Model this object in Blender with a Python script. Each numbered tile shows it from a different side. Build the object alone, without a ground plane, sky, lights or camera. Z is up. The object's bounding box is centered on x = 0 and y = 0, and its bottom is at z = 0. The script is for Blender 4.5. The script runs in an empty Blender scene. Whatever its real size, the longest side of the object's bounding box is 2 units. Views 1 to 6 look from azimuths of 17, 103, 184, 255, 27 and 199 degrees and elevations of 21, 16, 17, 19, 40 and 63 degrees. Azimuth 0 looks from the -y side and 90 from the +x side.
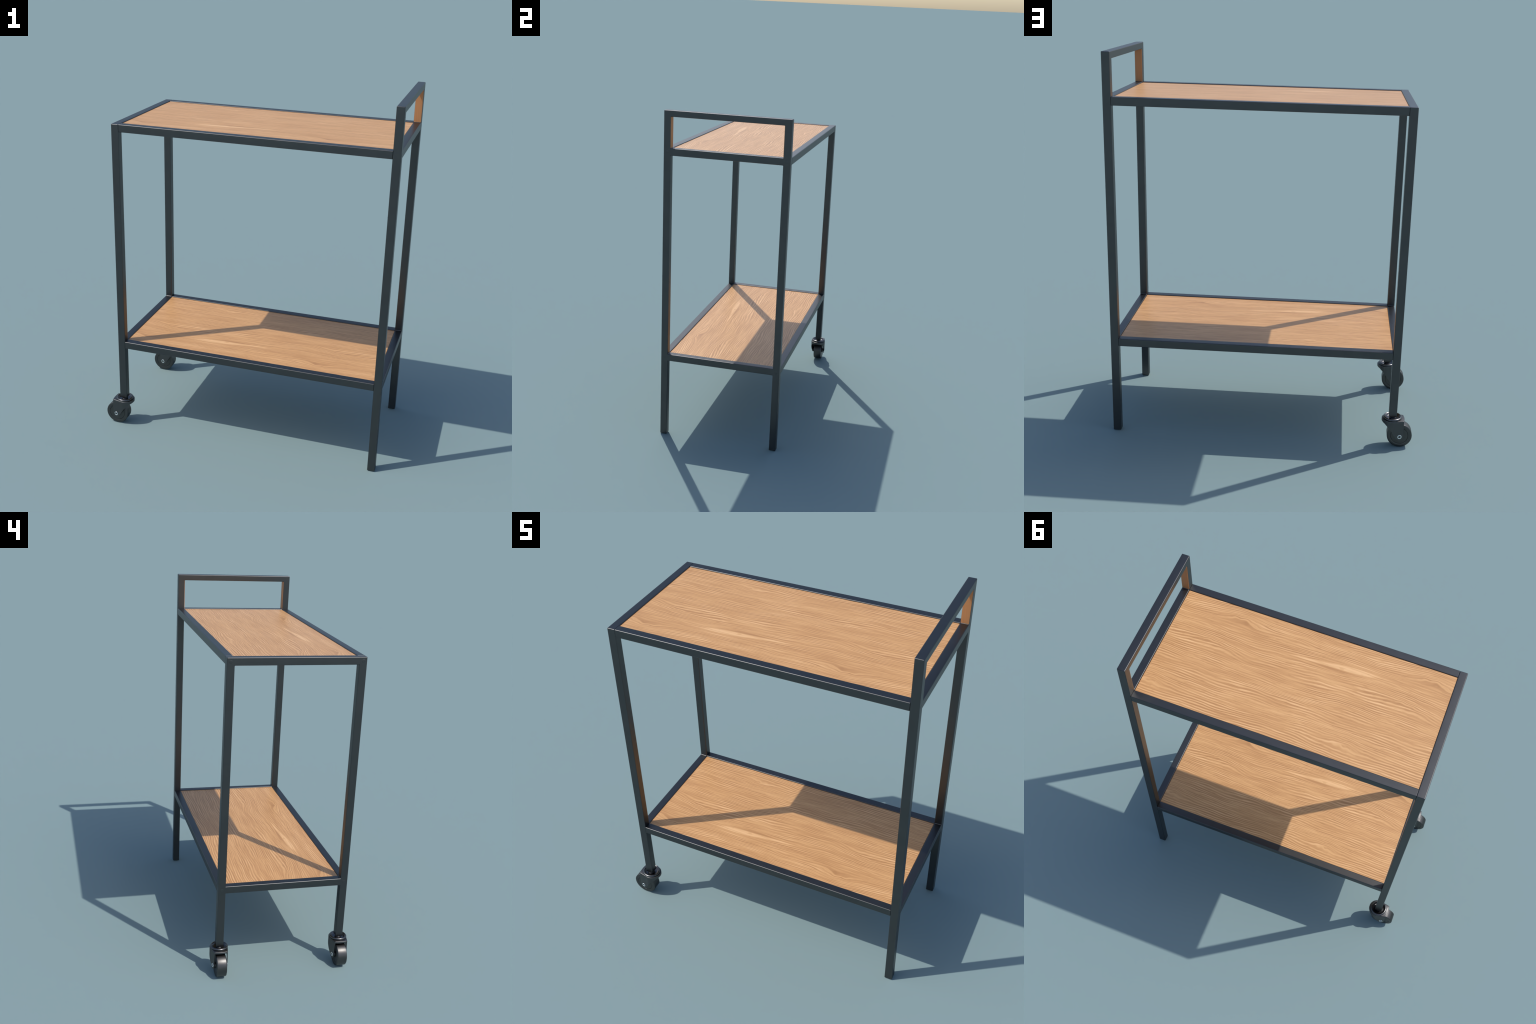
"""Serving cart: two wooden shelves in a square-tube metal frame, push handle at one end,
two swivel casters under the other.  All sizes in metres, z up."""
import bpy, bmesh, math
from mathutils import Vector, Matrix

# ------------------------------------------------------------------ dimensions
XL, XR = -0.7148, 0.7988          # outer faces of the two end frames
W = 0.3685                        # half width (outer)
T = 0.0415                        # square tube
TOP = 2.0                         # top of the push handle
ZT, ZT2 = 1.7862, 1.7447          # upper shelf rail, top and bottom
ZB, ZB2 = 0.5320, 0.4905          # lower shelf rail, top and bottom
LEG_CUT = 0.1680                  # caster-side legs stop here
BAR = 0.0355                      # height of the handle's cross bar
EDGE = 0.0038                     # rounded tube edge
PANEL_DROP = 0.0041               # panel lies this far below the rail tops
PANEL_THICK = 0.0324

scene = bpy.context.scene
coll = scene.collection


# ------------------------------------------------------------------ node helpers
def new_material(name):
    m = bpy.data.materials.new(name)
    m.use_nodes = True
    nt = m.node_tree
    return m, nt, nt.nodes["Principled BSDF"]


class Net:
    """small helper that writes node graphs as expressions"""
    def __init__(self, nt):
        self.nt = nt

    def put(self, socket, value):
        if isinstance(value, bpy.types.NodeSocket):
            self.nt.links.new(value, socket)
        else:
            socket.default_value = value

    def math(self, op, a, b=0.0, c=0.0, clamp=False):
        n = self.nt.nodes.new("ShaderNodeMath")
        n.operation, n.use_clamp = op, clamp
        for s, v in zip(n.inputs, (a, b, c)):
            self.put(s, v)
        return n.outputs[0]

    def vec(self, x, y, z):
        n = self.nt.nodes.new("ShaderNodeCombineXYZ")
        for s, v in zip(n.inputs, (x, y, z)):
            self.put(s, v)
        return n.outputs[0]

    def noise(self, vector, scale=1.0, detail=2.0, rough=0.5, distortion=0.0):
        n = self.nt.nodes.new("ShaderNodeTexNoise")
        self.put(n.inputs["Vector"], vector)
        n.inputs["Scale"].default_value = scale
        n.inputs["Detail"].default_value = detail
        n.inputs["Roughness"].default_value = rough
        n.inputs["Distortion"].default_value = distortion
        return n.outputs["Fac"]

    def centred(self, vector, **k):
        return self.math("SUBTRACT", self.noise(vector, **k), 0.5)

    def ramp(self, fac, stops):
        n = self.nt.nodes.new("ShaderNodeValToRGB")
        self.put(n.inputs[0], fac)
        el = n.color_ramp.elements
        while len(el) < len(stops):
            el.new(0.5)
        for e, (p, c) in zip(el, stops):
            e.position, e.color = p, (*c, 1)
        return n.outputs[0]

    def smooth(self, x, lo, hi, out_lo=0.0, out_hi=1.0):
        n = self.nt.nodes.new("ShaderNodeMapRange")
        n.interpolation_type = "SMOOTHSTEP"
        for s, v in zip(n.inputs, (x, lo, hi, out_lo, out_hi)):
            self.put(s, v)
        return n.outputs[0]

    def blob(self, x, y, cx, cy, rx, ry):
        """smooth elliptical bump, 1 at the centre"""
        dx = self.math("DIVIDE", self.math("SUBTRACT", x, cx), rx)
        dy = self.math("DIVIDE", self.math("SUBTRACT", y, cy), ry)
        d2 = self.math("ADD", self.math("MULTIPLY", dx, dx), self.math("MULTIPLY", dy, dy))
        return self.math("POWER", 2.71828, self.math("MULTIPLY", d2, -1.0))


# ------------------------------------------------------------------ materials
def wood_material(name, tones, along="X", contrast=1.08, roughness=0.42):
    m, nt, bsdf = new_material(name)
    g = Net(nt)
    tc = nt.nodes.new("ShaderNodeTexCoord")
    sep = nt.nodes.new("ShaderNodeSeparateXYZ")
    nt.links.new(tc.outputs["Object"], sep.inputs[0])
    if along == "X":
        x, y = sep.outputs["X"], sep.outputs["Y"]
    else:
        x, y = sep.outputs["Z"], sep.outputs["X"]
    # the veneer repeats every metre along the grain: walk round a circle in noise space
    turn = g.math("MULTIPLY", x, math.tau)
    r = 1 / math.tau
    cx, sx = g.math("MULTIPLY", g.math("COSINE", turn), r), g.math("MULTIPLY", g.math("SINE", turn), r)

    def at(kx, yy, ky, shift=0.0):
        return g.vec(g.math("MULTIPLY_ADD", cx, kx, shift), g.math("MULTIPLY", sx, kx), g.math("MULTIPLY_ADD", yy, ky, shift * 1.7))

    # slow waves and finer wobble of the grain
    warp = g.math("MULTIPLY", g.centred(at(2.0, y, 2.6), detail=1.0), 0.044)
    warp2 = g.math("MULTIPLY", g.centred(at(6.5, y, 9.0, 3.1), detail=2.0), 0.012)
    # figured places: the long pale flame and the knotty patches
    knots = g.math("ADD", g.blob(x, y, 0.505, -0.085, 0.12, 0.035), g.blob(x, y, -0.512, -0.085, 0.12, 0.035))
    swirl = g.math("ADD", g.blob(x, y, 0.70, 0.225, 0.12, 0.04), g.blob(x, y, -0.28, 0.225, 0.14, 0.04))
    swirl = g.math("ADD", swirl, g.math("ADD", g.blob(x, y, 0.43, -0.262, 0.09, 0.03), g.blob(x, y, -0.576, -0.262, 0.09, 0.03)))
    figure = g.math("ADD", knots, swirl)
    tilt = g.math("MULTIPLY_ADD", x, -0.06, y)
    flame = g.smooth(g.math("ADD", g.blob(x, tilt, -0.185, -0.163, 0.14, 0.018), g.math("MULTIPLY", g.blob(x, tilt, 0.02, -0.156, 0.16, 0.008), 0.7)), 0.25, 0.75)
    shade = g.blob(x, tilt, -0.110, -0.140, 0.11, 0.008)
    calm_zone = g.math("MULTIPLY_ADD", g.blob(x, tilt, -0.15, -0.155, 0.17, 0.030), -0.72, 1.0)
    yw = g.math("ADD", g.math("ADD", y, warp), warp2)
    yw = g.math("ADD", yw, g.math("MULTIPLY", figure, g.math("MULTIPLY", g.centred(at(13.0, y, 24.0, 7.0), detail=1.0), 0.034)))
    yw = g.math("MULTIPLY_ADD", swirl, 0.030, g.math("MULTIPLY_ADD", knots, 0.010, yw))      # cathedral arches
    yw = g.math("MULTIPLY_ADD", g.blob(x, tilt, -0.10, -0.10, 0.34, 0.06), 0.022, yw)
    yw = g.math("MULTIPLY_ADD", g.math("ADD", yw, 0.155), calm_zone, -0.155)
    # streaks: quasi-regular growth lines that follow the warped grain, plus finer and broader ones
    drift = g.math("MULTIPLY", g.centred(at(2.4, yw, 9.0, 1.0), detail=1.0), 6.0)
    jitter = g.math("MULTIPLY", g.centred(at(7.0, yw, 40.0, 4.0), detail=1.0), 0.7)
    quiet = g.math("MULTIPLY_ADD", flame, -0.75, 1.0)
    wave = g.math("SINE", g.math("MULTIPLY", g.math("ADD", g.math("MULTIPLY_ADD", yw, 84.0, drift), jitter), math.tau))
    lines = g.smooth(wave, -0.55, 0.75, -1.0, 1.0)
    fleck = g.smooth(g.noise(at(24.0, yw, 200.0, 31.0), detail=1.0), 0.60, 0.72)
    fine = g.noise(at(9.0, yw, 230.0, 9.0), detail=1.0)
    broad = g.noise(at(2.5, yw, 24.0, 21.0), detail=1.0)
    mid = g.noise(at(5.0, yw, 90.0, 5.0), detail=1.0)
    calm = g.smooth(g.noise(at(4.0, y, 9.0, 12.0), detail=1.5), 0.36, 0.64)
    fade = g.smooth(g.noise(at(6.0, yw, 45.0, 15.0), detail=1.0), 0.30, 0.55)
    v = g.math("MULTIPLY", g.math("SUBTRACT", broad, 0.5), 0.26)
    v = g.math("ADD", v, g.math("MULTIPLY", g.math("SUBTRACT", mid, 0.5), 0.40))
    v = g.math("ADD", v, g.math("MULTIPLY", g.math("MULTIPLY", lines, quiet), g.math("MULTIPLY", fade, g.math("MULTIPLY_ADD", calm, 0.15, 0.06))))
    v = g.math("ADD", v, g.math("MULTIPLY", g.math("SUBTRACT", fine, 0.5), g.math("MULTIPLY_ADD", calm, -0.15, 0.40)))
    v = g.math("MULTIPLY_ADD", fleck, -0.12, v)
    v = g.math("MULTIPLY_ADD", flame, 0.26, v)
    v = g.math("MULTIPLY_ADD", shade, -0.26, v)
    v = g.math("MULTIPLY_ADD", v, contrast, 0.5)
    colour = g.ramp(v, [(0.20, tones[0]), (0.44, tones[1]), (0.60, tones[2]), (0.84, tones[3])])
    nt.links.new(colour, bsdf.inputs["Base Color"])
    bsdf.inputs["Roughness"].default_value = roughness
    bsdf.inputs["Specular IOR Level"].default_value = 0.5
    bump = nt.nodes.new("ShaderNodeBump")
    bump.inputs["Strength"].default_value = 0.08
    bump.inputs["Distance"].default_value = 0.002
    nt.links.new(v, bump.inputs["Height"])
    nt.links.new(bump.outputs[0], bsdf.inputs["Normal"])
    return m


def metal_material(name, colour, roughness, metallic=1.0, vary=0.04, scale=9.0):
    m, nt, bsdf = new_material(name)
    g = Net(nt)
    tc = nt.nodes.new("ShaderNodeTexCoord")
    n = g.noise(tc.outputs["Object"], scale=scale, detail=3.0)
    lo = tuple(c * (1 - vary) for c in colour)
    hi = tuple(c * (1 + vary) for c in colour)
    nt.links.new(g.ramp(n, [(0.3, lo), (0.7, hi)]), bsdf.inputs["Base Color"])
    bsdf.inputs["Metallic"].default_value = metallic
    bsdf.inputs["Roughness"].default_value = roughness
    return m


WOOD = wood_material("oak_veneer", [(0.470, 0.232, 0.090), (0.580, 0.302, 0.122), (0.670, 0.368, 0.156), (0.810, 0.485, 0.234)])
WOOD_INLAY = wood_material("oak_inlay", [(0.455, 0.200, 0.078), (0.475, 0.212, 0.083), (0.495, 0.224, 0.088), (0.52, 0.24, 0.096)], "Z", 0.5, 0.5)
FRAME = metal_material("black_powder_coat", (0.102, 0.103, 0.105), 0.39)
CASTER = metal_material("black_pressed_steel", (0.108, 0.109, 0.111), 0.44)
SWIVEL = metal_material("dark_swivel_steel", (0.130, 0.130, 0.133), 0.32)
RUBBER = metal_material("dark_tyre", (0.102, 0.101, 0.100), 0.41)
STEEL = metal_material("bright_steel", (0.82, 0.83, 0.84), 0.25)


# ------------------------------------------------------------------ mesh helpers
def weighted_normals(me):
    """flat faces keep flat shading, rounded edges blend into them"""
    acc = [Vector() for _ in me.vertices]
    for p in me.polygons:
        for v in p.vertices:
            acc[v] += p.normal * p.area
    return [a.normalized() if a.length > 1e-12 else Vector((0, 0, 1)) for a in acc]


def make_object(name, me, material, parent=None, location=(0, 0, 0)):
    ob = bpy.data.objects.new(name, me)
    coll.objects.link(ob)
    if material and not me.materials:
        me.materials.append(material)
    ob.location = location
    ob.parent = parent
    return ob


def mesh_from(bm, name, normals="weighted", angle=35):
    me = bpy.data.meshes.new(name)
    bmesh.ops.recalc_face_normals(bm, faces=bm.faces[:])
    bm.to_mesh(me)
    bm.free()
    me.polygons.foreach_set("use_smooth", [True] * len(me.polygons))
    if normals == "weighted":
        me.normals_split_custom_set_from_vertices(weighted_normals(me))
    else:
        me.set_sharp_from_angle(angle=math.radians(angle))
    return me


def box_mesh(name, lo, hi, edge, segments=3):
    bm = bmesh.new()
    bmesh.ops.create_cube(bm, size=1)
    for v in bm.verts:
        v.co = Vector([lo[i] + (v.co[i] + 0.5) * (hi[i] - lo[i]) for i in range(3)])
    bmesh.ops.bevel(bm, geom=bm.edges[:], offset=edge, segments=segments, profile=0.5, affect="EDGES")
    return mesh_from(bm, name)


def lathe_mesh(name, profile, segments=64, axis="Z", angle=35):
    """revolve (radius, height) pairs"""
    bm = bmesh.new()
    rings = []
    for r, h in profile:
        if r < 1e-6:
            rings.append([bm.verts.new((0, 0, h))])
        else:
            rings.append([bm.verts.new((r * math.cos(a), r * math.sin(a), h)) for a in (math.tau * k / segments for k in range(segments))])
    for a, b in zip(rings, rings[1:]):
        for k in range(segments):
            k2 = (k + 1) % segments
            if len(a) == 1 and len(b) == 1:
                continue
            if len(a) == 1:
                bm.faces.new((a[0], b[k], b[k2]))
            elif len(b) == 1:
                bm.faces.new((a[k], b[0], a[k2]))
            else:
                bm.faces.new((a[k], b[k], b[k2], a[k2]))
    if axis == "Y":
        bmesh.ops.rotate(bm, verts=bm.verts[:], matrix=Matrix.Rotation(-math.pi / 2, 3, "X"))
    elif axis == "X":
        bmesh.ops.rotate(bm, verts=bm.verts[:], matrix=Matrix.Rotation(math.pi / 2, 3, "Y"))
    return mesh_from(bm, name, normals="angle", angle=angle)


# ------------------------------------------------------------------ end frames (welded, no seams)
def end_frame(x0, foot, has_handle):
    """one welded ladder of square tube in a y-z plane, returned as a rounded bmesh"""
    ys = [-W, -W + T, W - T, W]
    zs = [foot, ZB2, ZB, ZT2, ZT] + ([TOP - BAR, TOP] if has_handle else [])
    rungs = {1, 3, 5}                       # z bands that carry a cross tube
    filled = {(i, j) for j in range(len(zs) - 1) for i in range(3) if i != 1 or j in rungs}
    bm = bmesh.new()
    cache = {}

    def v(x, i, j):
        key = (x, i, j)
        if key not in cache:
            cache[key] = bm.verts.new((x, ys[i], zs[j]))
        return cache[key]

    x1 = x0 + T
    for i, j in filled:
        for x in (x0, x1):
            bm.faces.new((v(x, i, j), v(x, i + 1, j), v(x, i + 1, j + 1), v(x, i, j + 1)))
        for di, dj, a, b in ((-1, 0, (i, j), (i, j + 1)), (1, 0, (i + 1, j), (i + 1, j + 1)),
                             (0, -1, (i, j), (i + 1, j)), (0, 1, (i, j + 1), (i + 1, j + 1))):
            if (i + di, j + dj) not in filled:
                bm.faces.new((v(x0, *a), v(x0, *b), v(x1, *b), v(x1, *a)))
    bmesh.ops.recalc_face_normals(bm, faces=bm.faces[:])
    bm.normal_update()
    sharp = [e for e in bm.edges if e.calc_face_angle(0) > 0.5]
    bmesh.ops.bevel(bm, geom=sharp, offset=EDGE, segments=3, profile=0.5, affect="EDGES")
    return bm


def split_regions(bm, region_of, parent):
    """cut a finished surface into named objects that keep the whole body's normals"""
    whole = bpy.data.meshes.new("whole")
    bmesh.ops.recalc_face_normals(bm, faces=bm.faces[:])
    bm.to_mesh(whole)
    bm.free()
    normals = weighted_normals(whole)
    groups = {}
    for p in whole.polygons:
        groups.setdefault(region_of(p.center), []).append(p)
    for key, polys in sorted(groups.items()):
        used, verts, faces = {}, [], []
        for p in polys:
            f = []
            for vi in p.vertices:
                if vi not in used:
                    used[vi] = len(verts)
                    verts.append(vi)
                f.append(used[vi])
            faces.append(f)
        name = key.split("#")[0]
        me = bpy.data.meshes.new(name)
        me.from_pydata([whole.vertices[k].co for k in verts], [], faces)
        me.polygons.foreach_set("use_smooth", [True] * len(faces))
        me.update()
        me.normals_split_custom_set_from_vertices([normals[k] for k in verts])
        make_object(name, me, FRAME, parent)
    bpy.data.meshes.remove(whole)


def region_caster_end(c):
    if abs(c.y) >= W - T:
        return "leg#%d" % (c.y > 0)
    return "end_rail#%d" % (c.z > 1.0)


def region_handle_end(c):
    if c.z > ZT + EDGE:
        return "handle"
    return region_caster_end(c)


# ------------------------------------------------------------------ the cart
cart = bpy.data.objects.new("serving_cart", None)
coll.objects.link(cart)
cart["label"] = "two-tier wooden serving cart with black metal frame and casters"
cart["category"] = "serving cart"

split_regions(end_frame(XL, LEG_CUT, False), region_caster_end, cart)
split_regions(end_frame(XR - T, 0.0, True), region_handle_end, cart)

# long rails butt against the end frames
RAIL_GAP = 0.0002
rail_len = (XR - T - RAIL_GAP) - (XL + T + RAIL_GAP)
bm = bmesh.new()
bmesh.ops.create_cube(bm, size=1)
for v in bm.verts:
    v.co = Vector((v.co.x * rail_len, v.co.y * T, (v.co.z - 0.5) * (ZT - ZT2)))
bmesh.ops.bevel(bm, geom=[e for e in bm.edges if abs(e.verts[0].co.x - e.verts[1].co.x) > 0.1], offset=EDGE, segments=3, profile=0.5, affect="EDGES")
ends = [e for e in bm.edges if e.verts[0].co.x == e.verts[1].co.x and any(abs(f.normal.x) > 0.9 for f in e.link_faces)]
bmesh.ops.bevel(bm, geom=ends, offset=0.0012, segments=2, profile=0.5, affect="EDGES")
rail_me = mesh_from(bm, "side_rail")
mid_x = (XL + XR) / 2
for z in (ZT, ZB):
    for s in (-1, 1):
        make_object("side_rail", rail_me, FRAME, cart, (mid_x, s * (W - T / 2), z))

# shelf panels sit inside the frames, a little below the rail tops
px0, px1, py = XL + T + 0.0012, XR - T - 0.0012, W - T - 0.0012
panel_me = box_mesh("shelf_panel", (px0, -py, -PANEL_THICK), (px1, py, 0), 0.0010, 2)
for z in (ZT, ZB):
    make_object("shelf_panel", panel_me, WOOD, cart, (0, 0, z - PANEL_DROP))

# wooden inlays on the inner faces of the handle uprights
inlay_me = box_mesh("handle_inlay", (-T / 2 + 0.0012, -0.003, -(TOP - BAR - ZT) / 2 + 0.001),
                    (T / 2 - 0.0012, 0.0006, (TOP - BAR - ZT) / 2 - 0.0005), 0.0012, 2)
for s in (-1, 1):
    ob = make_object("handle_inlay", inlay_me, WOOD_INLAY, cart, (XR - T / 2, s * (W - T), (TOP - BAR + ZT) / 2))
    ob.rotation_euler[2] = math.pi if s > 0 else 0.0      # proud side looks into the opening

# flush screw heads on the outer faces of the end frames
screw_me = lathe_mesh("screw", [(0, 0.0007), (0.0060, 0.0006), (0.0082, 0.0004), (0.0090, 0.0001), (0.0093, -0.002)], 40, "X", 50)
for xf, flip in ((XL, True), (XR, False)):
    for z in ((ZT + ZT2) / 2, (ZB + ZB2) / 2):
        for s in (-1, 1):
            ob = make_object("screw", screw_me, FRAME, cart, (xf, s * (W - T / 2), z))
            ob.rotation_euler[2] = math.pi if flip else 0.0

# ------------------------------------------------------------------ casters (local origin: leg axis on the ground)
R_WHEEL = 0.0657
AXLE_X = -0.7992 + R_WHEEL - (XL + T / 2)      # wheel trails behind the leg axis
PLATE_Z = 0.1532
FRONT_X = -0.0590                             # open end of the fork
FRONT_Y = 0.0375
DISC_C, DISC_R = 0.0062, 0.0506               # round part of the fork's top plate


def interpolate(table, x):
    for (a, fa), (b, fb) in zip(table, table[1:]):
        if x <= b:
            t = max(0.0, (x - a) / (b - a))
            return fa + (fb - fa) * t
    return table[-1][1]


def skirt_bottom(x):
    """lower edge of the fork's cheeks against x: round boss at the axle, sloping up to the back"""
    boss_r = 0.0205
    d = x - AXLE_X
    slope = interpolate([(AXLE_X + 0.004, 0.046), (AXLE_X + 0.015, 0.051), (AXLE_X + 0.0225, 0.061), (AXLE_X + 0.0500, 0.104), (AXLE_X + 0.068, 0.124),
                         (AXLE_X + 0.082, 0.136), (AXLE_X + 0.104, 0.1440)], x)
    if d < 0.004:
        return R_WHEEL - math.sqrt(max(0.0, boss_r ** 2 - min(abs(d), boss_r) ** 2))
    return slope


def fork_mesh():
    # plan outline, from the open front corner round the back to the other corner
    start = math.radians(112)
    side = []
    tx, ty = DISC_C + DISC_R * math.cos(start), DISC_R * math.sin(start)
    for k in range(14):
        t = k / 14
        side.append((FRONT_X + (tx - FRONT_X) * t, FRONT_Y + (ty - FRONT_Y) * (t ** 0.9)))
    for k in range(28):
        a = start * (1 - k / 28)
        side.append((DISC_C + DISC_R * math.cos(a), DISC_R * math.sin(a)))
    back = [(DISC_C + DISC_R, 0.0)]
    # the open edge bulges a little
    bulge = [(FRONT_X - 0.004 * math.cos(math.pi / 2 * q), FRONT_Y * q) for q in (-0.8, -0.6, -0.4, -0.2, 0.0, 0.2, 0.4, 0.6, 0.8)]
    outline = side + back + [(x, -y) for x, y in reversed(side)]
    cheek_count = len(outline)
    outline += bulge
    n = len(outline)
    bm = bmesh.new()
    centre = Vector((-0.01, 0))

    def shrink(p, d):
        v = Vector(p) - centre
        return Vector(p) - v.normalized() * d

    rows = []
    for d, z in ((0.0030, PLATE_Z + 0.0022), (0.0009, PLATE_Z + 0.0014), (0.0, PLATE_Z)):
        rows.append([bm.verts.new((*shrink(p, d), z)) for p in outline])
    bm.faces.new(rows[0])
    for a, b in zip(rows, rows[1:]):
        for k in range(n):
            bm.faces.new((a[k], a[(k + 1) % n], b[(k + 1) % n], b[k]))
    # cheeks and back skirt
    m = 8
    grid = []
    for k, p in enumerate(outline[:cheek_count]):
        zb = skirt_bottom(p[0])
        col = [rows[-1][k]]
        for j in range(1, m + 1):
            t = j / m
            z = PLATE_Z + (zb - PLATE_Z) * t
            col.append(bm.verts.new((p[0], p[1], z)))
        grid.append(col)
    for k in range(cheek_count - 1):
        for j in range(m):
            bm.faces.new((grid[k][j], grid[k + 1][j], grid[k + 1][j + 1], grid[k][j + 1]))
    # short lip across the open end
    top = rows[-1][cheek_count - 1:] + [rows[-1][0]]
    lip = [bm.verts.new((v.co.x, v.co.y, PLATE_Z - 0.0085)) for v in top]
    for k in range(len(top) - 1):
        bm.faces.new((top[k], top[k + 1], lip[k + 1], lip[k]))
    bmesh.ops.recalc_face_normals(bm, faces=bm.faces[:])
    if sum(f.normal.z * f.calc_area() for f in bm.faces) < 0:
        bmesh.ops.reverse_faces(bm, faces=bm.faces[:])
    me = bpy.data.meshes.new("caster")
    bm.to_mesh(me)
    bm.free()
    helper = bpy.data.objects.new("fork_helper", me)
    coll.objects.link(helper)
    sol = helper.modifiers.new("sheet", "SOLIDIFY")
    sol.thickness, sol.offset = 0.0042, -1.0
    out = bpy.data.meshes.new_from_object(helper.evaluated_get(bpy.context.evaluated_depsgraph_get()))
    bpy.data.objects.remove(helper)
    bpy.data.meshes.remove(me)
    out.name = "caster"
    out.polygons.foreach_set("use_smooth", [True] * len(out.polygons))
    out.set_sharp_from_angle(angle=math.radians(38))
    return out


fork_me = fork_mesh()
swivel_me = lathe_mesh("swivel_ring", [(0.0, 0.1555), (0.030, 0.1555), (0.0335, 0.1572), (0.0365, 0.1618), (0.0392, 0.1652), (0.0425, 0.1668),
                                       (0.0458, 0.1660), (0.0484, 0.1633), (0.0494, 0.1600), (0.0486, 0.1572), (0.0462, 0.1556), (0.0462, 0.1510)], 72)
stem_me = lathe_mesh("stem", [(0.0170, 0.1545), (0.0170, 0.1590), (0.0155, 0.1610), (0.0120, 0.1620), (0.0120, 0.1740)], 40)
h = 0.0274
tyre_me = lathe_mesh("tyre", [(0.0455, -h + 0.0022), (0.0462, -h + 0.0006), (0.0475, -h), (0.0618, -h), (0.0640, -h + 0.0008), (0.0653, -h + 0.0022), (0.0657, -h + 0.0044),
                              (0.0657, h - 0.0044), (0.0653, h - 0.0022), (0.0640, h - 0.0008), (0.0618, h), (0.0475, h), (0.0462, h - 0.0006), (0.0455, h - 0.0022)], 96, "Y")
hub_me = lathe_mesh("wheel_hub", [(0.0, -0.0330), (0.0150, -0.0330), (0.0160, -h), (0.0200, -h + 0.0006), (0.0446, -h + 0.0006), (0.0458, -h + 0.0020),
                                  (0.0458, h - 0.0020), (0.0446, h - 0.0006), (0.0200, h - 0.0006), (0.0160, h), (0.0150, 0.0330), (0.0, 0.0330)], 72, "Y")
axle_me = lathe_mesh("axle", [(0.0, -0.0416), (0.0070, -0.0416), (0.0076, -0.0409), (0.0076, 0.0409), (0.0070, 0.0416), (0.0, 0.0416)], 32, "Y")
ring_prof = [(0.0068, -0.0020), (0.0068, 0.0008), (0.0073, 0.0013), (0.0110, 0.0013), (0.0115, 0.0008), (0.0115, -0.0020)]
SLOPE = (DISC_R * math.sin(math.radians(112)) - FRONT_Y) / (DISC_C + DISC_R * math.cos(math.radians(112)) - FRONT_X)
CHEEK_Y = FRONT_Y + SLOPE * (AXLE_X - FRONT_X) + 0.0003
bush_me = lathe_mesh("axle_bushing", ring_prof, 40, "Y", 60)

for s in (-1, 1):
    caster = make_object("caster", fork_me, CASTER, cart, (XL + T / 2, s * (W - T / 2), 0))
    make_object("swivel_ring", swivel_me, SWIVEL, caster)
    make_object("stem", stem_me, CASTER, caster)
    make_object("tyre", tyre_me, RUBBER, caster, (AXLE_X, 0, R_WHEEL))
    make_object("wheel_hub", hub_me, RUBBER, caster, (AXLE_X, 0, R_WHEEL))
    make_object("axle", axle_me, CASTER, caster, (AXLE_X, 0, R_WHEEL))
    for q in (-1, 1):
        ob = make_object("axle_bushing", bush_me, STEEL, caster, (AXLE_X, q * CHEEK_Y, R_WHEEL))
        ob.rotation_euler[2] = math.atan(SLOPE) if q > 0 else math.pi - math.atan(SLOPE)
